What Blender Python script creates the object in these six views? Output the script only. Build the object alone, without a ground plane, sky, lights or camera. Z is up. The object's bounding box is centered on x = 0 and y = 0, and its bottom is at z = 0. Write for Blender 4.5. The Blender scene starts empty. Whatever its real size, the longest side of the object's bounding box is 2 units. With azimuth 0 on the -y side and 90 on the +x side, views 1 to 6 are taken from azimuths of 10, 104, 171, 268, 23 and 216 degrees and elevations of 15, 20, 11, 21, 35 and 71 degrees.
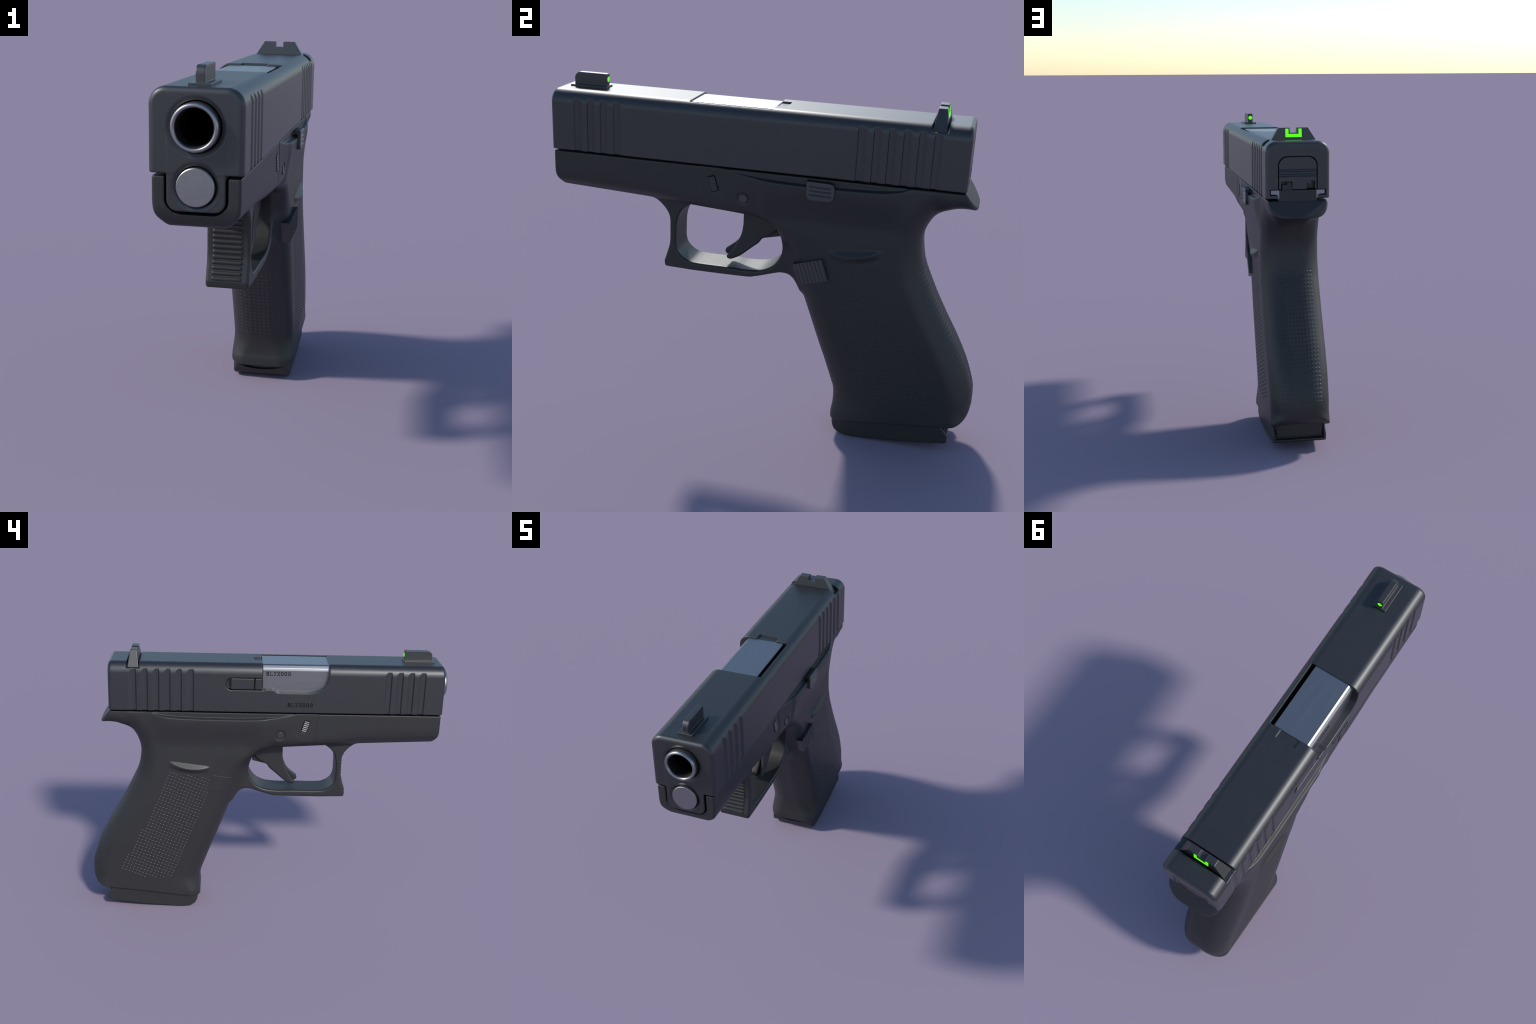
# A compact pistol: steel slide over a moulded polymer frame.
# Solids are described as signed-distance rules (profiles, radii, cuts) and
# skinned with a surface-net mesher; thin repeats are small meshes.
import bpy, math
import numpy as np
from mathutils import Vector
from mathutils.bvhtree import BVHTree

XC = -0.0048            # centre plane of the pistol
f32 = np.float32

# ------------------------------------------------------------------ 2D / SDF helpers
def spl(pts, n=5, closed=False):
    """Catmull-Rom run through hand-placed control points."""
    P = [np.array(p, float) for p in pts]
    out = []
    m = len(P)
    for i in range(m if closed else m - 1):
        if closed:
            a, b, c, d = P[i - 1], P[i], P[(i + 1) % m], P[(i + 2) % m]
        else:
            b, c = P[i], P[i + 1]
            a = P[i - 1] if i > 0 else 2 * b - c
            d = P[i + 2] if i + 2 < m else 2 * c - b
        for k in range(n):
            t = k / n
            out.append(0.5 * (2 * b + (c - a) * t + (2 * a - 5 * b + 4 * c - d) * t * t
                              + (3 * b - a - 3 * c + d) * t ** 3))
    if not closed:
        out.append(P[-1])
    return [tuple(q) for q in out]


def poly(U, V, pts):
    """Signed distance to a polygon on the broadcast plane U, V."""
    U, V = np.broadcast_arrays(np.asarray(U, f32), np.asarray(V, f32))
    best = np.full(U.shape, 1e9, f32)
    inside = np.zeros(U.shape, bool)
    n = len(pts)
    for i in range(n):
        (x0, y0), (x1, y1) = pts[i], pts[(i + 1) % n]
        ex, ey = x1 - x0, y1 - y0
        L2 = ex * ex + ey * ey
        if L2 < 1e-14:
            continue
        wx, wy = U - f32(x0), V - f32(y0)
        t = np.clip((wx * ex + wy * ey) / L2, 0, 1).astype(f32)
        best = np.minimum(best, (wx - ex * t) ** 2 + (wy - ey * t) ** 2)
        cross = (V >= y0) != (V >= y1)
        if abs(ey) > 1e-12:
            inside ^= cross & (U < x0 + (V - f32(y0)) * (ex / ey))
    d = np.sqrt(best)
    return np.where(inside, -d, d).astype(f32)


def smax(a, b, k):
    h = np.maximum(k - np.abs(a - b), 0) / k
    return np.maximum(a, b) + h * h * k * f32(0.25)


def smin(a, b, k):
    return -smax(-a, -b, k)


def rint(a, b, r):
    """Intersection of two solids with a round edge of radius r."""
    A, B = a + r, b + r
    return np.sqrt(np.maximum(A, 0) ** 2 + np.maximum(B, 0) ** 2) + np.minimum(np.maximum(A, B), 0) - r


def step(t):
    t = np.clip(t, 0, 1)
    return (t * t * (3 - 2 * t)).astype(f32)


def box(U, lo, hi):
    return np.maximum(lo - U, U - hi).astype(f32)


def rbox(U, V, u0, u1, v0, v1, r):
    a = np.abs(U - (u0 + u1) / 2) - (u1 - u0) / 2 + r
    b = np.abs(V - (v0 + v1) / 2) - (v1 - v0) / 2 + r
    return np.sqrt(np.maximum(a, 0) ** 2 + np.maximum(b, 0) ** 2) + np.minimum(np.maximum(a, b), 0) - r


# ------------------------------------------------------------------ surface-net mesher
def skin(fn, lo, hi, h):
    """Quads, vertices and gradient normals of the zero level of fn."""
    lo, hi = np.array(lo, float), np.array(hi, float)
    n = np.ceil((hi - lo) / h).astype(int) + 1
    ax = [(lo[i] + h * np.arange(n[i])).astype(f32) for i in range(3)]
    F = fn(ax[0][:, None, None], ax[1][None, :, None], ax[2][None, None, :])
    F = np.ascontiguousarray(np.broadcast_to(F, tuple(n)), dtype=f32)
    S = F < 0
    mx = S[:-1, :-1, :-1].copy(); mn = mx.copy()
    for dx in (0, 1):
        for dy in (0, 1):
            for dz in (0, 1):
                s = S[dx:n[0] - 1 + dx, dy:n[1] - 1 + dy, dz:n[2] - 1 + dz]
                mx |= s; mn &= s
    act = mx & ~mn
    ci = np.argwhere(act)
    vid = np.full(act.shape, -1, np.int32)
    vid[act] = np.arange(len(ci))
    corner = {}
    for c in range(8):
        d = (c & 1, c >> 1 & 1, c >> 2 & 1)
        corner[c] = F[ci[:, 0] + d[0], ci[:, 1] + d[1], ci[:, 2] + d[2]]
    acc = np.zeros((len(ci), 3)); cnt = np.zeros(len(ci))
    for a in range(3):
        for c in range(8):
            if c >> a & 1:
                continue
            e = c | 1 << a
            va, vb = corner[c], corner[e]
            m = (va < 0) != (vb < 0)
            t = np.where(m, va / np.where(m, va - vb, 1), 0)
            p = np.array([c & 1, c >> 1 & 1, c >> 2 & 1], float)[None, :].repeat(len(ci), 0)
            p[:, a] = t
            acc += p * m[:, None]; cnt += m
    P = ci + acc / cnt[:, None]

    def tri(Q):
        q = np.clip(Q, 0, n - 1.0001)
        i = q.astype(int); w = q - i
        out = 0
        for c in range(8):
            d = np.array([c & 1, c >> 1 & 1, c >> 2 & 1])
            ww = np.prod(np.where(d, w, 1 - w), axis=1)
            out = out + ww * F[i[:, 0] + d[0], i[:, 1] + d[1], i[:, 2] + d[2]]
        return out

    def grad(Q, e=0.5):
        return np.stack([(tri(Q + e * np.eye(3)[a]) - tri(Q - e * np.eye(3)[a])) / (2 * e) for a in range(3)], 1)

    for _ in range(2):
        g = grad(P)
        stp = tri(P)[:, None] * g / np.maximum((g * g).sum(1), 1e-12)[:, None]
        P = P - np.clip(stp, -0.6, 0.6)
    N = grad(P, 0.6)
    N /= np.maximum(np.linalg.norm(N, axis=1), 1e-9)[:, None]
    quads = []
    for a in range(3):
        b, c = (a + 1) % 3, (a + 2) % 3
        sl0 = [slice(None)] * 3; sl1 = [slice(None)] * 3
        sl0[a] = slice(0, -1); sl1[a] = slice(1, None)
        s0, s1 = S[tuple(sl0)], S[tuple(sl1)]
        E = np.argwhere(s0 != s1)
        E = E[(E[:, b] > 0) & (E[:, c] > 0) & (E[:, b] < n[b] - 1) & (E[:, c] < n[c] - 1)]
        ins = s0[E[:, 0], E[:, 1], E[:, 2]]
        q = []
        for (db, dc) in ((1, 1), (0, 1), (0, 0), (1, 0)):
            k = E.copy(); k[:, b] -= db; k[:, c] -= dc
            q.append(vid[k[:, 0], k[:, 1], k[:, 2]])
        q = np.stack(q, 1)
        q[~ins] = q[~ins][:, ::-1]
        quads.append(q)
    Q = np.concatenate(quads)
    return lo + P * h, N, Q


# ------------------------------------------------------------------ scene objects
def mesh_object(name, V, Q, mat, N=None, parent=None, smooth=True):
    V = np.asarray(V, float); Q = np.asarray(Q, np.int32)
    me = bpy.data.meshes.new(name)
    k = Q.shape[1]
    me.vertices.add(len(V)); me.vertices.foreach_set("co", V.astype(f32).ravel())
    me.loops.add(Q.size); me.loops.foreach_set("vertex_index", Q.ravel())
    me.polygons.add(len(Q))
    me.polygons.foreach_set("loop_start", np.arange(len(Q), dtype=np.int32) * k)
    me.update(calc_edges=True)
    me.polygons.foreach_set("use_smooth", np.full(len(Q), smooth))
    if N is not None:
        me.normals_split_custom_set_from_vertices(np.asarray(N, f32).tolist())
    me.materials.append(mat)
    me.update()
    ob = bpy.data.objects.new(name, me)
    bpy.context.scene.collection.objects.link(ob)
    if parent is not None:
        ob.parent = parent
    return ob


def solid(name, fn, lo, hi, h, mat, parent):
    V, N, Q = skin(fn, lo, hi, h)
    V = V + np.array([XC, 0, 0])
    return mesh_object(name, V, Q, mat, N, parent)


def faces_object(name, V, faces, mat, parent, smooth=False):
    me = bpy.data.meshes.new(name)
    me.from_pydata([tuple(v) for v in V], [], faces)
    me.materials.append(mat)
    if smooth:
        me.polygons.foreach_set("use_smooth", np.full(len(me.polygons), True))
        me.set_sharp_from_angle(angle=math.radians(32))
    me.update()
    ob = bpy.data.objects.new(name, me)
    bpy.context.scene.collection.objects.link(ob)
    ob.parent = parent
    return ob


def lathe(name, prof, zc, mat, parent, n=96):
    """Revolve (radius, y) about the line x = XC, z = zc."""
    V, F = [], []
    for r, y in prof:
        for k in range(n):
            a = 2 * math.pi * k / n
            V.append((XC + r * math.sin(a), y, zc + r * math.cos(a)))
    for i in range(len(prof) - 1):
        for k in range(n):
            k2 = (k + 1) % n
            F.append((i * n + k, i * n + k2, (i + 1) * n + k2, (i + 1) * n + k))
    return faces_object(name, V, F, mat, parent, True)


# ------------------------------------------------------------------ materials
def node_material(name, base, rough, metallic=0.0, spec=0.5, vary=0.12, grain=0.0,
                  brushed=False, bump=0.0, scale=60.0, coat=0.0):
    m = bpy.data.materials.new(name); m.use_nodes = True
    nt = m.node_tree; nd = nt.nodes; lk = nt.links
    bs = nd["Principled BSDF"]
    bs.inputs["Metallic"].default_value = metallic
    bs.inputs["Specular IOR Level"].default_value = spec
    bs.inputs["Coat Weight"].default_value = coat
    bs.inputs["Coat Roughness"].default_value = rough
    tc = nd.new("ShaderNodeTexCoord")
    mp = nd.new("ShaderNodeMapping")
    mp.inputs["Scale"].default_value = (1, 0.03, 1) if brushed else (1, 1, 1)
    lk.new(tc.outputs["Object"], mp.inputs["Vector"])
    nz = nd.new("ShaderNodeTexNoise")
    nz.inputs["Scale"].default_value = scale
    nz.inputs["Detail"].default_value = 4
    lk.new(mp.outputs["Vector"], nz.inputs["Vector"])
    rp = nd.new("ShaderNodeValToRGB")
    rp.color_ramp.elements[0].position = 0.3
    rp.color_ramp.elements[1].position = 0.7
    rp.color_ramp.elements[0].color = tuple(c * (1 - vary) for c in base) + (1,)
    rp.color_ramp.elements[1].color = tuple(min(1, c * (1 + vary)) for c in base) + (1,)
    lk.new(nz.outputs["Fac"], rp.inputs["Fac"])
    lk.new(rp.outputs["Color"], bs.inputs["Base Color"])
    mr = nd.new("ShaderNodeMapRange")
    mr.inputs["To Min"].default_value = rough - grain
    mr.inputs["To Max"].default_value = rough + grain
    lk.new(nz.outputs["Fac"], mr.inputs["Value"])
    lk.new(mr.outputs["Result"], bs.inputs["Roughness"])
    if bump:
        n2 = nd.new("ShaderNodeTexNoise"); n2.inputs["Scale"].default_value = 420
        lk.new(tc.outputs["Object"], n2.inputs["Vector"])
        bp = nd.new("ShaderNodeBump"); bp.inputs["Strength"].default_value = bump
        bp.inputs["Distance"].default_value = 0.001
        lk.new(n2.outputs["Fac"], bp.inputs["Height"])
        lk.new(bp.outputs["Normal"], bs.inputs["Normal"])
    return m


M_SLIDE = node_material("blued_slide_steel", (0.055, 0.056, 0.059), 0.46, metallic=0.85, vary=0.04, grain=0.02, scale=25, coat=0.6)
M_FRAME = node_material("black_polymer", (0.0225, 0.0222, 0.0225), 0.46, spec=0.5, vary=0.05, grain=0.03, scale=40)
M_STEEL = node_material("brushed_steel", (0.325, 0.325, 0.33), 0.36, metallic=1.0, vary=0.035, grain=0.02, brushed=True, scale=90)
M_PART = node_material("dark_steel_part", (0.068, 0.068, 0.070), 0.44, metallic=0.85, vary=0.04, grain=0.02, coat=0.6)
M_RAIL = node_material("bare_rail_steel", (0.30, 0.31, 0.34), 0.4, metallic=0.6, vary=0.06)
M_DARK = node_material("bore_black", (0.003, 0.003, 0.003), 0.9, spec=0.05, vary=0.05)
M_MARK = node_material("dark_letters", (0.036, 0.036, 0.039), 0.6, spec=0.3, vary=0.05)
M_MARK_SLIDE = node_material("darker_letters_slide", (0.018, 0.018, 0.021), 0.7, spec=0.2, vary=0.05)
M_GLOW = bpy.data.materials.new("glowing_green_inlay"); M_GLOW.use_nodes = True
_b = M_GLOW.node_tree.nodes["Principled BSDF"]
_nz = M_GLOW.node_tree.nodes.new("ShaderNodeTexNoise"); _nz.inputs["Scale"].default_value = 80
_rp = M_GLOW.node_tree.nodes.new("ShaderNodeValToRGB")
_rp.color_ramp.elements[0].color = (0.10, 1.0, 0.0, 1); _rp.color_ramp.elements[1].color = (0.12, 1.0, 0.0, 1)
M_GLOW.node_tree.links.new(_nz.outputs["Fac"], _rp.inputs["Fac"])
M_GLOW.node_tree.links.new(_rp.outputs["Color"], _b.inputs["Emission Color"])
_b.inputs["Base Color"].default_value = (0.02, 0.1, 0.0, 1)
_b.inputs["Emission Strength"].default_value = 1.0

root = bpy.data.objects.new("pistol", None)
bpy.context.scene.collection.objects.link(root)
root["label"] = "compact black pistol with steel barrel and green sights"
root["category"] = "pistol"

# ================================================================== FRAME
FT = 1.2165                                  # top of the frame
GUARD_OUT = spl([(-0.62, 1.050), (-0.5385, 1.037), (-0.4925, 1.016), (-0.4547, 0.981), (-0.4356, 0.943),
                 (-0.4332, 0.886), (-0.4342, 0.822), (-0.4453, 0.777), (-0.4607, 0.728)], 4) + \
            spl([(-0.458, 0.709), (-0.447, 0.7015), (-0.36, 0.699), (-0.2948, 0.698), (-0.075, 0.7004), (-0.028, 0.7075), (0.0, 0.715),
                 (0.075, 0.739), (0.103, 0.743), (0.135, 0.7385), (0.163, 0.7205), (0.1916, 0.679)], 4) + \
            [(0.32, 0.70), (0.22, 1.06), (-0.62, 1.10)]
GUARD_IN = spl([(-0.303, 1.0245), (-0.3458, 1.0075), (-0.377, 0.981), (-0.395, 0.945), (-0.4025, 0.905), (-0.4035, 0.85),
                (-0.4025, 0.81), (-0.390, 0.776), (-0.355, 0.7475), (-0.304, 0.7365), (-0.15, 0.7365), (-0.078, 0.7345),
                (0.0, 0.7430), (0.0545, 0.771), (0.085, 0.812), (0.098, 0.85), (0.099, 0.885), (0.0915, 0.921), (0.0695, 0.957),
                (0.0316, 0.9865), (-0.0068, 1.0005), (-0.0916, 1.0100), (-0.20, 1.0175)], 4, True)
GRIP_FRONT = [(-0.02, 1.30), (-0.02, 1.02)] + spl([(0.0, 1.002), (0.035, 0.985), (0.0715, 0.955), (0.096, 0.915), (0.113, 0.865),
              (0.136, 0.805), (0.163, 0.735), (0.19, 0.672), (0.2835, 0.426), (0.3108, 0.357), (0.352, 0.245), (0.364, 0.205),
              (0.3695, 0.165), (0.3700, 0.13), (0.3665, 0.095), (0.366, 0.0)], 4)
GRIP_BACK = [(1.03, 0.0)] + spl([(1.006, 0.15), (1.0, 0.21), (0.9985, 0.25), (0.989, 0.30), (0.953, 0.40), (0.898, 0.51), (0.846, 0.60),
             (0.792, 0.70), (0.748, 0.793), (0.728, 0.84), (0.714, 0.90), (0.7075, 0.95), (0.708, 0.985), (0.7145, 1.015),
             (0.728, 1.05), (0.7515, 1.087), (0.785, 1.115), (0.8265, 1.1340), (0.87, 1.1410), (0.91, 1.1400), (0.931, 1.1375)], 4) + \
            [(1.06, 1.120), (1.06, 1.2975)]
TAIL_PLAN = spl([(0.1462, 0.30), (0.1462, 0.845), (0.1448, 0.865), (0.139, 0.8835), (0.126, 0.900), (0.106, 0.9130), (0.085, 0.922), (0.055, 0.9285), (0.0, 0.9295)], 4)
TAIL_PLAN = TAIL_PLAN + [(-x, y) for x, y in TAIL_PLAN[::-1]] + [(-0.1462, -0.5), (0.1462, -0.5)]
BOTTOM = [(-0.3, -0.0165)] + [(0.44, 0.0755), (0.69, 0.1065), (0.8775, 0.125)] + \
         spl([(0.905, 0.1265), (0.94, 0.138), (0.972, 0.162), (0.991, 0.188), (1.0, 0.215)], 4) + [(1.2, 0.5), (1.2, 1.4), (-0.3, 1.4)]
SCOOP = spl([(-0.178, 1.2165), (-0.12, 1.2005), (-0.04, 1.189), (0.04, 1.184), (0.15, 1.181), (0.3, 1.181), (0.45, 1.184),
             (0.55, 1.190), (0.62, 1.201), (0.652, 1.2165)], 6)
LEDGE_A, LEDGE_B = np.array((0.5443, 0.929)), np.array((0.3145, 0.901))
PIN_YZ = (-0.0745, 1.0905)
LEVER = [(-0.2377, 1.1692), (-0.2088, 1.1782), (-0.1898, 1.1156), (-0.2168, 1.1059)]


R_FRONT, R_BACK = 0.100, 0.102


def receiver_bottom(Y):
    return np.interp(Y, [-1, -0.935, -0.54, -0.30, -0.09, 0.05], [1.057, 1.054, 1.0375, 1.0245, 1.0115, 1.003]).astype(f32)


def side_width(Y, Z):
    """Half width of the grip and body over the side plane: flare, thumb bulge and ledge."""
    w = np.interp(Z, [0.0, 0.075, 0.10, 0.16, 0.25, 0.40, 0.60, 0.85, 1.0, 1.2],
                  [0.1456, 0.1456, 0.1460, 0.1466, 0.1472, 0.1485, 0.1490, 0.1475, 0.1440, 0.1425]).astype(f32)
    return w + thumb_bulge(Y, Z) + ledge(Y, Z)


def thumb_bulge(Y, Z):
    by = step((Y + 0.22) / 0.36) * step((0.70 - Y) / 0.16)
    return f32(0.0225) * by * step((Z - 1.01) / 0.17)


def ledge(Y, Z):
    ex = LEDGE_B - LEDGE_A; L = np.linalg.norm(ex); ex = ex / L
    t = ((Y - LEDGE_A[0]) * ex[0] + (Z - LEDGE_A[1]) * ex[1]) / L
    s = (Y - LEDGE_A[0]) * ex[1] - (Z - LEDGE_A[1]) * ex[0]
    s = -s                                             # grows downward
    arch = np.clip(4 * t * (1 - t), 0, 1)
    sr = 0.006 + 0.020 * arch
    up = np.clip(s / np.maximum(sr, 1e-4), 0, 1)
    dn = step((sr + 0.034 - s) / 0.034)
    return (0.019 * arch ** 0.8 * np.where(s < sr, up, dn)).astype(f32)


def frame_fn(X, Y, Z):
    A = np.abs(X)
    Y2, Z2 = Y[0], Z[0]
    bul = thumb_bulge(Y2, Z2)[None]
    # receiver / dust cover: chamfered trough section swept along y
    zb = receiver_bottom(Y)
    zz = FT - (FT - Z) * (FT - 1.054) / (FT - zb)
    Ab = A - bul + f32(0.014) * step((Y - 0.0) / 0.16)   # sinks under the grip skin
    def plane(x0, z0, x1, z1):
        ex, ez = x1 - x0, z1 - z0; L = math.hypot(ex, ez)
        return ((Ab - x0) * (-ez) + (zz - z0) * ex) / L
    d = Ab - f32(0.1435)
    full = 0.009 + 0.008 * step((Y + 0.55) / 0.25)            # chamfer fades out over the trigger
    d = smax(d, plane(0.1450, 1.148, 0.1290, 1.0925) - full, 0.010)
    d = smax(d, plane(0.1290, 1.0925, 0.0880, 1.0545) - full, 0.010)
    d = smax(d, 1.0515 - zz, 0.008)
    yz = np.maximum(-0.9655 - Y2, Y2 - 0.62)
    ch = ((-0.9655 - Y2) * 0.042 + (1.089 - Z2) * 0.028) / math.hypot(0.042, 0.028)
    yz = smax(yz, ch, 0.02)[None]
    d = rint(d, yz, f32(0.010))
    # grip with beavertail: side profile pulled out to the side width with soft edges
    g2 = poly(Y2, Z2, GRIP_FRONT + GRIP_BACK)
    gf = np.interp(Z2, [0.0, 0.2, 0.67, 0.80, 1.0, 1.3], [0.368, 0.366, 0.19, 0.14, 0.0, 0.0])
    gb = np.interp(Z2, [0.0, 0.2, 0.40, 0.60, 0.793, 0.95, 1.05, 1.3], [1.0, 1.0, 0.953, 0.846, 0.748, 0.708, 0.728, 0.9])
    sy = np.clip((Y2 - gf) / (gb - gf), 0, 1)
    r = R_FRONT + (R_BACK - R_FRONT) * step((sy - 0.3) / 0.4)
    up = step((Z2 - 0.86) / 0.12)
    r = r - (R_FRONT - 0.050) * up * step((0.30 - Y2) / 0.16)
    r = r - (R_BACK - 0.062) * step((Y2 - 0.74) / 0.08) * step((Z2 - 1.0) / 0.1)
    low = step((0.21 - Z2) / 0.12)                        # heel is squarer
    r = (r - 0.030 * low * step((1.0 - Z2) / 0.1)).astype(f32)
    W = side_width(Y2, Z2) - ((0.013 * np.clip(1 - sy / 0.55, 0, 1) ** 2 + 0.006 * np.clip(sy / 0.45 - 1.22, 0, 1) ** 2) * (1 - up) * (1 - low)).astype(f32)
    a, b = (g2 + r)[None], A - (W - r)[None]
    g = np.sqrt(np.maximum(a, 0) ** 2 + np.maximum(b, 0) ** 2) + np.minimum(np.maximum(a, b), 0) - r[None]
    X1, Y1 = A[:, :, 0], Y[:, :, 0]
    plan = poly(X1, Y1, TAIL_PLAN)[:, :, None]
    slope = (((Y2 - 0.9295) * 0.0765 + (Z2 - 1.140) * 0.0560) / math.hypot(0.0765, 0.0560))[None]
    tail_only = (-0.08 * (1 - step((Z - 1.0) / 0.08) * step((Y - 0.72) / 0.08))).astype(f32)
    g = smax(smax(g, plan + tail_only, 0.006), slope + tail_only, 0.006)
    g = smax(g, poly(Y2, Z2, BOTTOM)[None], 0.010)
    heel = np.maximum(np.maximum(A - 0.118, 0.8985 - Y), Z - (0.154 - 0.016 * (A / 0.118) ** 2))
    g = smax(g, -heel, 0.006)
    d = smin(d, g, 0.022)
    # trigger guard
    ring = np.maximum(poly(Y2, Z2, GUARD_OUT), -poly(Y2, Z2, GUARD_IN))
    gd = rint(ring[None], A - f32(0.0828), f32(0.011))
    d = smin(d, gd, 0.014 + 0.034 * step((Y - 0.02) / 0.1))
    # flat top, thumb scoop, slide channel
    d = smax(d, Z - f32(FT), 0.006)
    zl = np.interp(Y, [p[0] for p in SCOOP], [p[1] for p in SCOOP], left=1.3, right=1.3).astype(f32)
    cut = np.maximum(0.1445 - A, zl + (0.166 - A) * 0.3 - Z)
    d = smax(d, -cut, 0.005)
    ch = np.maximum(A - 0.1015, 1.0955 - Z)
    ch = smax(ch, (A - 0.1015 + 1.0955 - Z + 0.032) * 0.7071, 0.012)
    ch = np.maximum(ch, Y - 0.5)
    d = smax(d, -ch, 0.004)
    # pockets of the take-down lever and pins
    panel = poly(Y2, Z2, [(-0.289, 1.25), (-0.18, 1.25), (-0.163, 1.1105), (-0.19, 1.04), (-0.262, 1.04)])
    d = smax(d, -np.maximum(panel[None], 0.1412 + bul - A), 0.004)
    lv = poly(Y2, Z2, LEVER) - 0.0012
    d = smax(d, -np.maximum(lv[None], 0.125 - A), 0.003)
    pr = np.sqrt((Y2 - PIN_YZ[0]) ** 2 + (Z2 - PIN_YZ[1]) ** 2)
    d = smax(d, -np.maximum(pr[None] - 0.0285, 0.1395 + bul - A), 0.004)
    # rear tang that fills the slide's mouth
    tang = np.maximum(np.maximum(A - 0.0895, box(Z, 1.15, 1.2665)), box(Y, 0.585, 0.8725))
    d = smin(d, tang, 0.002)
    return d


H = 0.0036
V, N, Q = skin(frame_fn, (-0.18, -0.982, 0.055), (0.18, 1.02, 1.28), H)
V = V + np.array([XC, 0, 0])
cen = V[Q].mean(1)
zb = receiver_bottom(cen[:, 1])
front = np.interp(cen[:, 2], [0.05, 0.2, 0.67, 0.76, 0.9, 1.0], [0.33, 0.33, 0.155, 0.12, 0.085, -0.02])
is_guard = (cen[:, 1] < front) & (cen[:, 2] < zb - 0.004) & (cen[:, 2] > 0.66)
is_grip = ~is_guard & (cen[:, 2] < 1.0)
for nm, sel in (("frame", ~is_guard & ~is_grip), ("grip", is_grip), ("trigger_guard", is_guard)):
    q = Q[sel]
    ids, inv = np.unique(q, return_inverse=True)
    ob = mesh_object(nm, V[ids], inv.reshape(q.shape), M_FRAME, N[ids], root)
    if nm == "grip":
        grip_ob = ob
        grip_bvh = BVHTree.FromPolygons(V[ids].tolist(), inv.reshape(q.shape).tolist())
    if nm == "trigger_guard":
        guard_ob = ob

# ------------------------------------------------------------------ grip texture: small raised pyramids
def stipple(points, cast, name, base=0.0118, top=0.0056, height=0.0012, turn=(0, 1, 0)):
    Vs, Fs = [], []
    for p in points:
        o, d = cast(p)
        hit, nrm, _, _ = grip_bvh.ray_cast(Vector(o), Vector(d))
        if hit is None:
            continue
        u = Vector(turn); u = (u - nrm * u.dot(nrm)).normalized(); w = nrm.cross(u)
        k = len(Vs)
        for s, hh in ((base / 2, -0.001), (top / 2, height)):
            for a, b in ((-1, -1), (1, -1), (1, 1), (-1, 1)):
                Vs.append(hit + u * (a * s) + w * (b * s) + nrm * hh)
        Fs += [(k + i, k + (i + 1) % 4, k + 4 + (i + 1) % 4, k + 4 + i) for i in range(4)] + [(k + 4, k + 5, k + 6, k + 7)]
    ob = faces_object(name, Vs, Fs, M_FRAME, grip_ob)
    ob["kind"] = "stuff"


SIDE = [(0.5430, 0.866), (0.430, 0.842), (0.3130, 0.826), (0.3300, 0.728), (0.532, 0.198), (0.630, 0.196), (0.7260, 0.200),
        (0.8370, 0.243), (0.7880, 0.357), (0.7610, 0.366), (0.7075, 0.511), (0.6790, 0.520)]
axis = np.array((0.366, -0.931)); row = np.array((-0.931, -0.366))
pts = []
for i in range(-30, 40):
    for j in range(-30, 40):
        p = np.array((0.5386, 0.8597)) + axis * 0.0196 * i + row * 0.0200 * j
        if poly(np.array([p[0]]), np.array([p[1]]), SIDE)[0] < 0:
            pts.append(p)
tdir = (0, axis[0], axis[1])
stipple(pts, lambda p: ((-0.5, p[0], p[1]), (1, 0, 0)), "side_stippling", turn=tdir)
stipple(pts, lambda p: ((0.5, p[0], p[1]), (-1, 0, 0)), "side_stippling", turn=tdir)
bk = [(x, z) for z in np.linspace(0.905, 0.258, 33) for x in np.linspace(-0.0915, 0.0915, 12)]
def back_ray(p):
    return ((XC + p[0], 1.5, p[1] + 0.15), (0, -1, -0.27))
stipple(bk, back_ray, "back_stippling", turn=(1, 0, 0))
fr = [(x, z) for z in np.linspace(0.655, 0.215, 23) for x in np.linspace(-0.083, 0.083, 9)]
stipple(fr, lambda p: ((XC + p[0], -0.05 + 0.0, p[1] - 0.09), (0, 1, 0.28)), "front_stippling", turn=(1, 0, 0))

# ------------------------------------------------------------------ ribs on the front of the trigger guard
def rib_fn(X, Y, Z):
    r = np.sqrt(np.maximum(np.abs(X) - 0.0505, 0) ** 2 + Y ** 2 + (Z * 0.95) ** 2)
    return r - f32(0.0082)
RV, RN, RQ = skin(rib_fn, (-0.064, -0.013, -0.013), (0.064, 0.013, 0.013), 0.0018)
rib0 = None
def guard_front_y(z):
    return float(np.interp(z, [0.728, 0.777, 0.822, 0.886, 0.943, 0.981], [-0.4607, -0.4453, -0.4342, -0.4332, -0.4356, -0.4547]))
for i in range(12):
    z = 0.738 + 0.0198 * i
    if rib0 is None:
        ob = rib0 = mesh_object("guard_rib", RV, RQ, M_FRAME, RN, guard_ob)
    else:
        ob = rib0.copy(); bpy.context.scene.collection.objects.link(ob)
    ob.location = (XC - 0.003, guard_front_y(z) + 0.0035, z)

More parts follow.
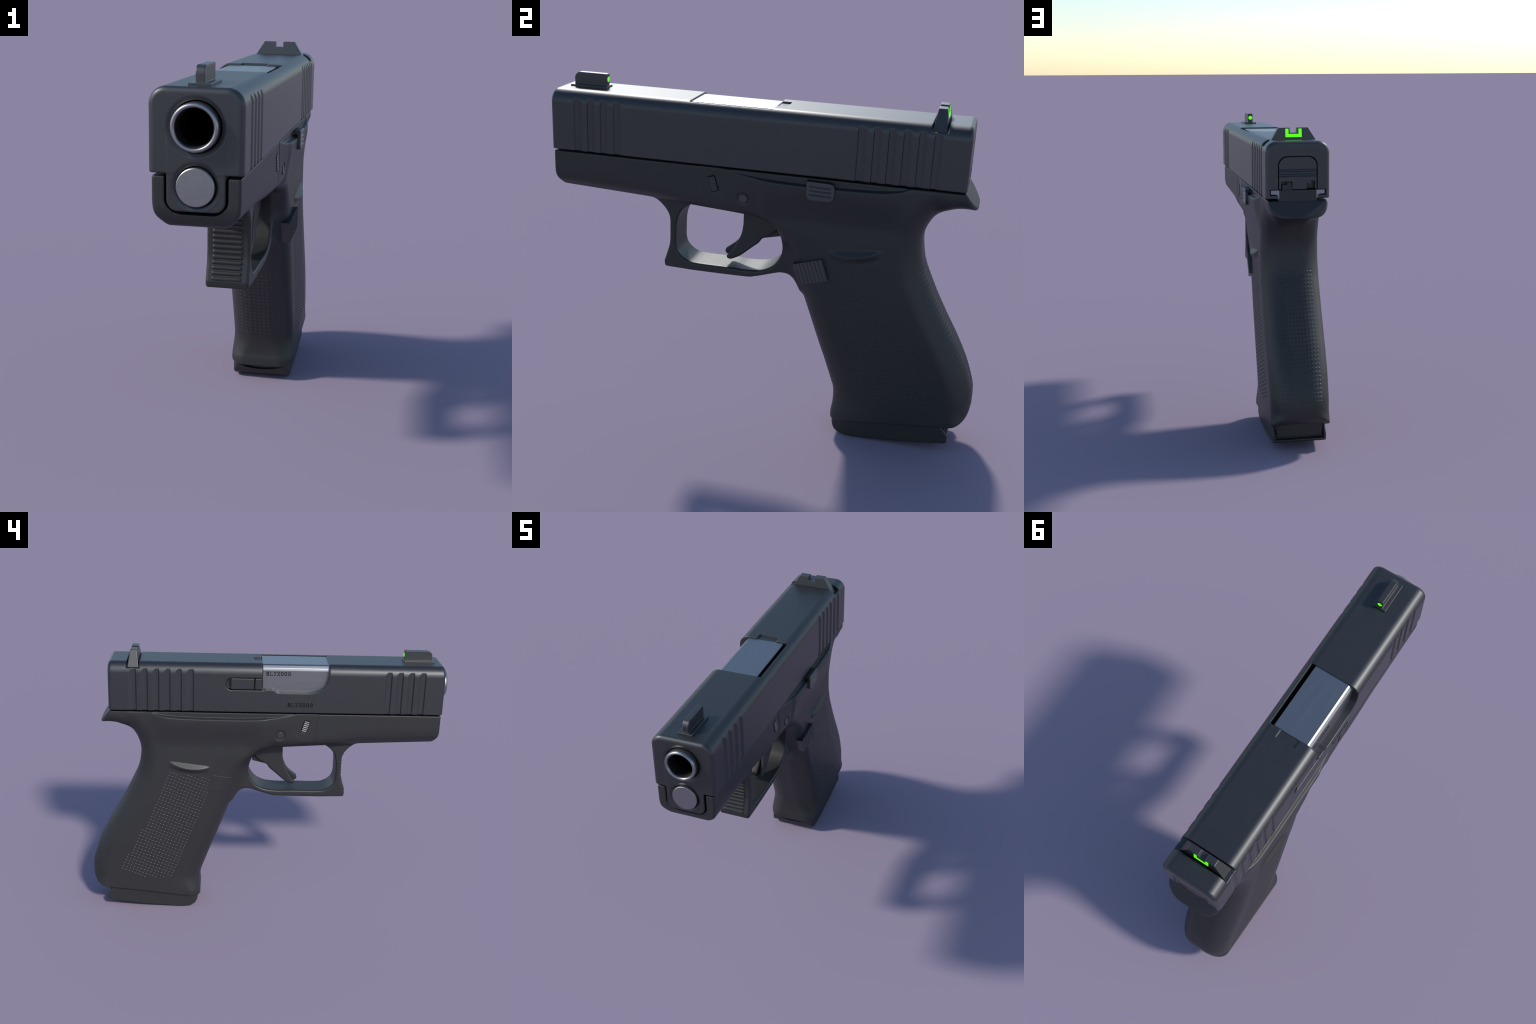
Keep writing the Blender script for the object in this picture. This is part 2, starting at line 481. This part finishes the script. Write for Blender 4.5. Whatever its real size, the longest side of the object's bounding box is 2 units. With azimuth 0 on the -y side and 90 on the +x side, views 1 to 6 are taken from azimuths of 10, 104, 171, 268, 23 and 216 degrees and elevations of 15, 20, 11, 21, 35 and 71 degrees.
# ------------------------------------------------------------------ controls on the frame
BODY_X = 0.1435
def pin_fn(X, Y, Z):
    r = np.sqrt((Y - PIN_YZ[0]) ** 2 + (Z - PIN_YZ[1]) ** 2)
    return rint(np.broadcast_to(r - 0.0195, np.broadcast_shapes(r.shape, X.shape)), np.abs(X) - 0.1485, f32(0.003))
solid("trigger_pin", pin_fn, (-0.155, -0.1, 1.065), (0.155, -0.05, 1.116), 0.0016, M_PART, root)

L0, L1, L2_, L3 = [np.array(p) for p in LEVER]
def lever_fn(X, Y, Z):
    Y2, Z2 = Y[0], Z[0]
    p = poly(Y2, Z2, LEVER)
    e = (L2_ - L1); L = np.linalg.norm(e); e = e / L
    t = ((Y2 - L1[0]) * e[0] + (Z2 - L1[1]) * e[1]) / L
    ridge = 0.004 * np.abs(((t * 6) % 1) - 0.5) * 2
    return np.maximum(p[None], np.abs(X) - (0.1465 - ridge)[None])
solid("takedown_lever", lever_fn, (-0.15, -0.245, 1.10), (0.15, -0.185, 1.185), 0.0016, M_PART, root)

STOP = [(0.2075, 1.2105), (0.31, 1.2085)] + spl([(0.322, 1.204), (0.330, 1.190), (0.331, 1.160), (0.327, 1.138), (0.312, 1.1265)], 3) + \
       spl([(0.235, 1.1265), (0.217, 1.130), (0.2085, 1.147)], 3)
def stop_fn(X, Y, Z):
    p = poly(Y[0], Z[0], STOP)[None]
    g = np.zeros_like(Z)
    for zc in (1.186, 1.168, 1.150):
        g = g + 0.0035 * step(1 - np.abs(Z - zc + (Y - 0.27) * 0.02) / 0.0042)
    g = g * step((Y - 0.219) / 0.004) * step((0.319 - Y) / 0.004)
    tab = rint(p, np.maximum(X - 0.1775, 0.1595 - X), f32(0.004))
    tab = np.maximum(tab, X - (0.1775 - g))
    arm = np.maximum(np.maximum(p, 1.192 - Z), np.maximum(X - 0.165, 0.12 - X))
    return np.minimum(tab, arm)
solid("slide_stop", stop_fn, (0.115, 0.2, 1.12), (0.182, 0.336, 1.2155), 0.0016, M_PART, root)

CATCH = [(0.1606, 0.8177), (0.2931, 0.8630), (0.3262, 0.7645), (0.1995, 0.7215)]
def catch_fn(X, Y, Z):
    Y2, Z2 = Y[0], Z[0]
    p = poly(Y2, Z2, CATCH)[None]
    surf = 0.1457 + (Y2 - 0.159) * 0.0896 + (Z2 - 0.8148) * 0.0777
    a = np.array(CATCH[0]); e = np.array(CATCH[1]) - a; L2 = e @ e
    t = ((Y2 - a[0]) * e[0] + (Z2 - a[1]) * e[1]) / L2
    u = (t * 8.0) % 1
    ridge = 0.0045 * np.where(u < 0.7, u / 0.7, (1 - u) / 0.3)
    return np.maximum(p, np.maximum(X - (surf + 0.006 - ridge)[None], 0.08 - X))
catch = solid("magazine_release", catch_fn, (0.075, 0.15, 0.715), (0.178, 0.335, 0.87), 0.0017, M_PART, root)
INSET = [(0.296, 0.8477), (0.1873, 0.8307), (0.2099, 0.7498), (0.2514, 0.7531), (0.2607, 0.7435), (0.3219, 0.756)]
def inset_fn(X, Y, Z):
    p = poly(Y[0], Z[0], INSET)[None]
    return rint(p, np.maximum(frame_fn(X, Y, Z) - f32(0.0015), X + 0.07), f32(0.0012))
solid("magazine_release_end", inset_fn, (-0.16, 0.18, 0.735), (-0.065, 0.33, 0.855), 0.0016, M_FRAME, catch)

# ------------------------------------------------------------------ trigger
TRIG = [(-0.099, 1.03)] + spl([(-0.099, 0.935), (-0.105, 0.895), (-0.118, 0.862), (-0.136, 0.827), (-0.156, 0.797), (-0.174, 0.7745)], 4) + \
       spl([(-0.172, 0.7655), (-0.160, 0.7605), (-0.143, 0.7645), (-0.108, 0.784), (-0.075, 0.812), (-0.045, 0.838), (-0.026, 0.854), (-0.010, 0.877)], 4) + \
       spl([(0.02, 0.893), (0.05, 0.915), (0.068, 0.94)], 3) + [(0.05, 1.03)]
def trig_fn(X, Y, Z):
    p = poly(Y[0], Z[0], TRIG)[None]
    d = rint(p, np.abs(X) - 0.0405, f32(0.010))
    slot = np.maximum(np.abs(X) - 0.0185, poly(Y[0], Z[0], [(-0.2, 0.76), (-0.2, 0.93), (-0.09, 0.93), (-0.09, 0.90), (-0.15, 0.775)])[None])
    return smax(d, -slot, 0.003)
trigger = solid("trigger", trig_fn, (-0.05, -0.2, 0.75), (0.05, 0.08, 1.02), 0.0022, M_FRAME, root)
BLADE = [(-0.098, 0.95)] + spl([(-0.103, 0.90), (-0.120, 0.862), (-0.140, 0.838), (-0.178, 0.808), (-0.184, 0.800), (-0.1855, 0.787), (-0.176, 0.776)], 4) + [(-0.15, 0.785), (-0.08, 0.87)]
solid("trigger_safety_blade", lambda X, Y, Z: rint(poly(Y[0], Z[0], BLADE)[None], np.abs(X) - 0.0155, f32(0.005)),
      (-0.02, -0.2, 0.765), (0.02, -0.07, 0.96), 0.002, M_FRAME, trigger)
LINK = [(-0.03, 0.872), (0.0735, 0.8965), (0.0735, 0.910), (0.056, 0.96), (-0.03, 0.96)]
solid("trigger_bar", lambda X, Y, Z: rint(poly(Y[0], Z[0], LINK)[None], np.abs(X) - 0.024, f32(0.003)),
      (-0.03, -0.04, 0.86), (0.03, 0.09, 0.97), 0.002, M_FRAME, trigger)

# ------------------------------------------------------------------ magazine floor plate
MAG = spl([(0.3775, 0.13), (0.380, 0.064), (0.387, 0.040), (0.402, 0.020), (0.432, 0.0055), (0.478, 0.0)], 4) + \
      [(0.70, 0.0150), (0.905, 0.0415), (0.9115, 0.049), (0.9115, 0.083), (0.8784, 0.124), (0.86, 0.16), (0.40, 0.16)]
def mag_fn(X, Y, Z):
    A = np.abs(X)
    p = poly(Y[0], Z[0], MAG)[None]
    d = rint(p, A - 0.1325, f32(0.009))
    plan = rbox(A[:, :, 0], Y[:, :, 0], -0.1325, 0.1325, 0.377, 2.0, 0.03)[:, :, None]
    d = smax(d, plan, 0.004)
    # finger scoop under the front strap
    lip = np.maximum(A - 0.108, np.maximum(Y - 0.405, 0.048 + (A / 0.108) ** 2 * 0.020 - Z))
    d = smax(d, -lip, 0.003)
    # open rear between the side flanges
    rear = np.maximum(np.maximum(A - 0.119, 0.887 - Y), 0.0565 - Z)
    d = smax(d, -rear, 0.003)
    d = np.maximum(d, Z - (0.0815 + (Y - 0.44) * 0.124))            # tucked under the grip
    panel = np.maximum(np.maximum(A - 0.1125, box(Y, 0.5, 0.8985)), box(Z, 0.066, 0.16))
    return smin(d, panel, 0.002)
solid("magazine_floor_plate", mag_fn, (-0.14, 0.365, -0.01), (0.14, 0.925, 0.17), 0.0026, M_FRAME, root)

# ================================================================== SLIDE
SB, ST, SW = 1.2256, 1.4925, 0.152
S0, S1 = -0.971, 0.8745
BORE_Z, ROD_Z = 1.3725, 1.186
GROOVES = [(0.409, 0.4495), (0.475, 0.5095), (0.537, 0.5715), (0.5975, 0.6325), (0.660, 0.6955), (0.7217, 0.759),
           (-0.8605, -0.822), (-0.797, -0.761), (-0.7355, -0.699), (-0.674, -0.637)]
PORT = [(0.034, 1.3530), (-0.0226, 1.3545)] + spl([(-0.030, 1.3530), (-0.048, 1.3405), (-0.058, 1.3375)], 4) + \
       spl([(-0.2216, 1.3375), (-0.258, 1.3425), (-0.2862, 1.3535), (-0.306, 1.369), (-0.3195, 1.389), (-0.329, 1.4218), (-0.3325, 1.46), (-0.3325, 1.6)], 4) + [(0.034, 1.6)]


def arch(X, Z, w, top, r):
    a = np.abs(X) - (w - r); b = Z - (top - r)
    return np.sqrt(np.maximum(a, 0) ** 2 + np.maximum(b, 0) ** 2) + np.minimum(np.maximum(a, b), 0) - r


def slide_fn(X, Y, Z):
    A = np.abs(X)
    X1, Z1 = A[:, 0, :], Z[0]                  # (nx,1) and (1,nz)
    sec = arch(A[:, 0, :], Z[:, 0, :], SW, ST, 0.055)[:, None, :]
    d = rint(sec, box(Y, S0, S1), f32(0.019))
    # serrations: steep wall toward the muzzle, ramp toward the rear
    y = Y[0, :, 0]
    dep = np.zeros_like(y)
    for a, b in GROOVES:
        dep = np.maximum(dep, 0.0070 * np.minimum(np.clip((y - a + 0.0015) / 0.003, 0, 1), np.clip((b - y) / (0.45 * (b - a)), 0, 1)))
    d = np.maximum(d, A - (SW + 0.0002 - dep)[None, :, None])
    d = smax(d, SB - Z, 0.004)
    # tongue around the recoil rod
    tg = rbox(A[:, 0, :], Z[:, 0, :], -0.0945, 0.0945, 1.106, 1.40, 0.036)[:, None, :]
    tg = rint(tg, box(Y, S0, -0.42), f32(0.006))
    d = smin(d, tg, 0.003)
    # inner rail block closing the gap over the frame
    d = np.minimum(d, np.maximum(np.maximum(A - 0.090, box(Z, 1.190, 1.26)), box(Y, -0.45, 0.58)))
    # muzzle and rod holes, each in a shallow dish
    for zc, r0, r1, deep in ((BORE_Z, 0.0805, 0.0955, -0.39), (ROD_Z, 0.0650, 0.0775, -0.86)):
        r = np.sqrt(A ** 2 + (Z - zc) ** 2)[:, :1, :]
        dish = S0 + 0.0055 * np.clip((r1 - r) / (r1 - r0), 0, 1) - 0.0001
        d = np.maximum(d, np.where(r < r1, dish - Y, -1).astype(f32))
        d = smax(d, -np.maximum(r - r0, Y - deep), 0.003)
    # ejection port, chamber notch, extractor pocket
    port = poly(Y[0], Z[0], PORT)[None]
    d = smax(d, -np.maximum(port, X - 0.1155), 0.004)
    nt = np.maximum(np.maximum(box(X, -0.053, 0.053), box(Y, 0.0, 0.0795)), 1.4840 - Z)
    d = smax(d, -nt, 0.002)
    pk = rbox(Y[0], Z[0], -0.2, 0.234, 1.3505, 1.4195, 0.0342)[None]
    pk = np.maximum(pk, np.maximum(X + 0.122, Y * -1 + 0.02))
    d = smax(d, -pk, 0.004)
    # rear sight dovetail
    dv = np.maximum(box(Y, 0.7030, 0.7765) + (Z - 1.4625) * 0.12, 1.4625 - Z)
    d = smax(d, -dv, 0.003)
    # rear mouth: cover plate pocket, tang slot, rail slots
    mouth = np.maximum(arch(A[:, 0, :], Z[:, 0, :], 0.0930, 1.4230, 0.044)[:, None, :], 0.845 - Y)
    tang = np.maximum(np.maximum(A - 0.0930, Z - 1.2690), 0.60 - Y)
    rail = np.maximum(np.maximum(A - 0.1320, box(Z, 1.2420, 1.2675)), 0.75 - Y)
    d = smax(d, -np.minimum(np.minimum(mouth, tang), rail), 0.002)
    return d


slide = solid("slide", slide_fn, (-0.162, -0.982, 1.098), (0.162, 0.885, 1.500), 0.0027, M_SLIDE, root)

# cover plate at the rear with ribs and cut-outs
def plate_fn(X, Y, Z):
    p = np.maximum(arch(np.abs(X)[:, 0, :], Z[:, 0, :], 0.0892, 1.4192, 0.0415), 1.2695 - Z[:, 0, :])
    Xp, Zp = X[:, 0, :], Z[:, 0, :]
    notch = np.maximum(box(Xp, 0.027, 0.079), Zp - 1.3055)
    notch = np.minimum(notch, np.maximum(box(Xp, -0.063, -0.0425), Zp - 1.2945))
    notch = np.minimum(notch, np.maximum(box(Xp, -0.081, -0.0625), Zp - 1.3075))
    p = np.maximum(p, -notch)
    g = 0
    for zc in (1.3605, 1.3515, 1.3395, 1.3300):
        g = g + 0.0028 * step(1 - np.abs(Z - zc) / 0.0032)
    return np.maximum(p[:, None, :], np.maximum(Y - (0.8736 - g), 0.852 - Y))
plate = solid("slide_cover_plate", plate_fn, (-0.095, 0.847, 1.264), (0.095, 0.877, 1.424), 0.0015, M_SLIDE, slide)
def sear_fn(X, Y, Z):
    a = np.maximum(np.maximum(box(X, 0.0275, 0.0745), box(Z, 1.25, 1.2915)), box(Y, 0.84, 0.8695))
    b = np.maximum(np.maximum(box(X, 0.0295, 0.0525), box(Z, 1.25, 1.3035)), box(Y, 0.84, 0.8695))
    c = np.maximum(np.maximum(box(X, -0.058, -0.044), box(Z, 1.2745, 1.30)), box(Y, 0.83, 0.8640))
    return np.minimum(np.minimum(a, b), c)
solid("firing_block", sear_fn, (-0.07, 0.82, 1.245), (0.08, 0.874, 1.31), 0.0016, M_FRAME, slide)

RAIL = [(0.087, 1.225), (0.087, 1.2660), (0.1275, 1.2660), (0.1275, 1.2460)] + spl([(0.112, 1.2460), (0.102, 1.2445), (0.096, 1.239), (0.0935, 1.225)], 4)
def rail_fn(X, Y, Z):
    p = poly(np.abs(X)[:, 0, :], Z[:, 0, :], RAIL)[:, None, :]
    return np.maximum(p, box(Y, 0.78, 0.8715))
solid("frame_rail", rail_fn, (-0.133, 0.775, 1.22), (0.133, 0.877, 1.27), 0.0016, M_RAIL, root)

# barrel: muzzle ring, bore, squared chamber hood in the port
R = 0.0770
lip = [(R, -0.41), (R, -0.982)] + [(0.0683 + 0.0087 * math.cos(t), -0.9855 - 0.0145 * math.sin(t)) for t in np.linspace(0.1, math.pi - 0.1, 12)] + \
      [(0.0600, -0.982), (0.0595, -0.93)]
barrel = lathe("barrel", lip, BORE_Z, M_STEEL, root)
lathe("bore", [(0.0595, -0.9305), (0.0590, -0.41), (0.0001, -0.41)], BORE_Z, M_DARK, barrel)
lathe("guide_rod", [(0.0625, -0.85), (0.0625, -0.9735), (0.0612, -0.9775), (0.0585, -0.9795), (0.0001, -0.9800)], ROD_Z, M_STEEL, root)
HOOD = [(-0.0925, 1.4858), (-0.1010, 1.4815), (-0.1125, 1.4680), (-0.1160, 1.4560), (-0.1170, 1.30), (0.0945, 1.30), (0.0945, 1.4825), (0.0915, 1.4858)]
def hood_fn(X, Y, Z):
    p = poly(X[:, 0, :], Z[:, 0, :], HOOD)[:, None, :]
    return rint(p, box(Y, -0.36, 0.0335), f32(0.003))
hood = solid("chamber_hood", hood_fn, (-0.125, -0.37, 1.295), (0.1, 0.04, 1.493), 0.0025, M_STEEL, barrel)
def extractor_fn(X, Y, Z):
    yz = rbox(Y[0], Z[0], 0.0775, 0.2055, 1.3535, 1.4170, 0.004)
    a = rint(yz[None], np.maximum(-X - (0.1505 + 0.0 * Y), X + 0.11), f32(0.005))
    b = rint(rbox(Y[0], Z[0], 0.036, 0.0735, 1.3535, 1.4165, 0.003)[None], np.maximum(-X - 0.1485, X + 0.11), f32(0.004))
    return np.minimum(a, b)
solid("extractor", extractor_fn, (-0.156, 0.03, 1.345), (-0.105, 0.212, 1.422), 0.0017, M_SLIDE, slide)

# ------------------------------------------------------------------ sights
def front_sight_fn(X, Y, Z):
    base = rint(np.maximum(np.abs(X) - 0.036, box(Y, -0.925, -0.754)), box(Z, 1.488, 1.5005), f32(0.0015))
    prof = rbox(Y[0], Z[0], -0.914, -0.40, 1.40, 1.5545, 0.028)
    prof = np.maximum(prof, Y[0] + 0.7585)
    post = rint(prof[None], np.abs(X) - 0.0148, f32(0.0015))
    post = np.maximum(post, 1.49 - Z)
    return np.minimum(base, post)
front_sight = solid("front_sight", front_sight_fn, (-0.042, -0.93, 1.484), (0.042, -0.748, 1.56), 0.0017, M_PART, root)
n = 32
dot = [(XC, -0.7572, 1.5292)] + [(XC + 0.0115 * math.cos(2 * math.pi * k / n), -0.7575, 1.5292 + 0.0115 * math.sin(2 * math.pi * k / n)) for k in range(n)]
rimv = [(x, -0.7600, z) for x, _, z in dot[1:]]
faces_object("green_dot", dot + rimv, [(0, 1 + k, 1 + (k + 1) % n) for k in range(n)] +
             [(1 + k, 1 + n + k, 1 + n + (k + 1) % n, 1 + (k + 1) % n) for k in range(n)], M_GLOW, front_sight)

def sight_rear_y(z):
    return 0.7690 - (z - 1.4640) * 0.150
def rear_sight_fn(X, Y, Z):
    A = np.abs(X)
    side = (A - 0.0715 - (1.548 - Z) * 0.625) / math.hypot(1, 0.625)
    yf = np.maximum(0.7078 + (Z - 1.464) * 0.155 - Y, Y - (0.7690 - (Z - 1.4640) * 0.150))
    d = rint(side, yf, f32(0.002))
    d = rint(d, box(Z, 1.4615, 1.5485), f32(0.002))
    return smax(d, -np.maximum(A - 0.0178, 1.5245 - Z), 0.0015)
rear_sight = solid("rear_sight", rear_sight_fn, (-0.132, 0.70, 1.456), (0.132, 0.778, 1.555), 0.0018, M_PART, root)
def bar(x0, x1, z0, z1):
    v = []
    for off in (0.0012, -0.002):
        v += [(XC + x, sight_rear_y(z) + off, z) for x, z in ((x0, z0), (x1, z0), (x1, z1), (x0, z1))]
    return v
gv, gf = [], []
for b in ((-0.0390, -0.0240, 1.5045, 1.5438), (0.0240, 0.0390, 1.5045, 1.5438), (-0.0240, 0.0240, 1.5045, 1.5195)):
    k = len(gv); gv += bar(*b)
    gf += [(k + 3, k + 2, k + 1, k)] + [(k + i, k + (i + 1) % 4, k + 4 + (i + 1) % 4, k + 4 + i) for i in range(4)]
faces_object("green_outline", gv, gf, M_GLOW, rear_sight)

# ------------------------------------------------------------------ serial numbers: thin raised dark slab-serif strokes
def ring(cx, cy, rx, ry, a0, a1, k):
    return [(cx + rx * math.cos(math.radians(a0 + (a1 - a0) * i / k)), cy + ry * math.sin(math.radians(a0 + (a1 - a0) * i / k))) for i in range(k + 1)]
GLYPH = {
    "B": [[(0.0, 0), (0.55, 0)] + ring(0.55, 0.26, 0.27, 0.26, -90, 90, 6) + [(0.2, 0.52)],
          [(0.2, 0.52), (0.5, 0.52)] + ring(0.5, 0.76, 0.25, 0.24, -90, 90, 6) + [(0.0, 1.0)], [(0.2, 0), (0.2, 1)]],
    "L": [[(0.05, 1), (0.45, 1)], [(0.25, 1), (0.25, 0)], [(0.05, 0), (0.85, 0), (0.85, 0.3)]],
    "Y": [[(0.02, 1), (0.32, 1)], [(0.62, 1), (0.95, 1)], [(0.15, 1), (0.48, 0.48), (0.8, 1)], [(0.48, 0.48), (0.48, 0)], [(0.25, 0), (0.72, 0)]],
    "X": [[(0.02, 1), (0.32, 1)], [(0.65, 1), (0.95, 1)], [(0.02, 0), (0.32, 0)], [(0.65, 0), (0.95, 0)], [(0.15, 1), (0.82, 0)], [(0.82, 1), (0.15, 0)]],
    "0": [ring(0.47, 0.5, 0.33, 0.5, 0, 360, 16)],
}
def stamp(y0, y1, z0, z1, x, parent, letter_mat):
    text = "BLYX000"
    cell = (y1 - y0) / len(text)
    V, F = [], []
    th = 0.0019
    for i, chx in enumerate(text):
        for line in GLYPH[chx]:
            q = [(y0 + cell * (i + 0.04 + 0.88 * u), z0 + th + (z1 - z0 - 2 * th) * v) for u, v in line]
            for (ya, za), (yb, zb_) in zip(q, q[1:]):
                dy, dz = yb - ya, zb_ - za
                L = math.hypot(dy, dz) or 1
                ey, ez = dy / L * th * 0.6, dz / L * th * 0.6
                ny, nz = -dz / L * th, dy / L * th
                k = len(V)
                for xx in (x - 0.0007, x + 0.002):
                    V += [(xx, ya - ey + ny, za - ez + nz), (xx, yb + ey + ny, zb_ + ez + nz),
                          (xx, yb + ey - ny, zb_ + ez - nz), (xx, ya - ey - ny, za - ez - nz)]
                F += [(k, k + 1, k + 2, k + 3)] + [(k + (a + 1) % 4, k + a, k + 4 + a, k + 4 + (a + 1) % 4) for a in range(4)]
    faces_object("serial_number", V, F, letter_mat, parent)
stamp(-0.107, -0.250, 1.2600, 1.2835, XC - SW, slide, M_MARK_SLIDE)
stamp(0.0137, -0.1255, 1.4255, 1.4490, XC - 0.1166, barrel, M_MARK)
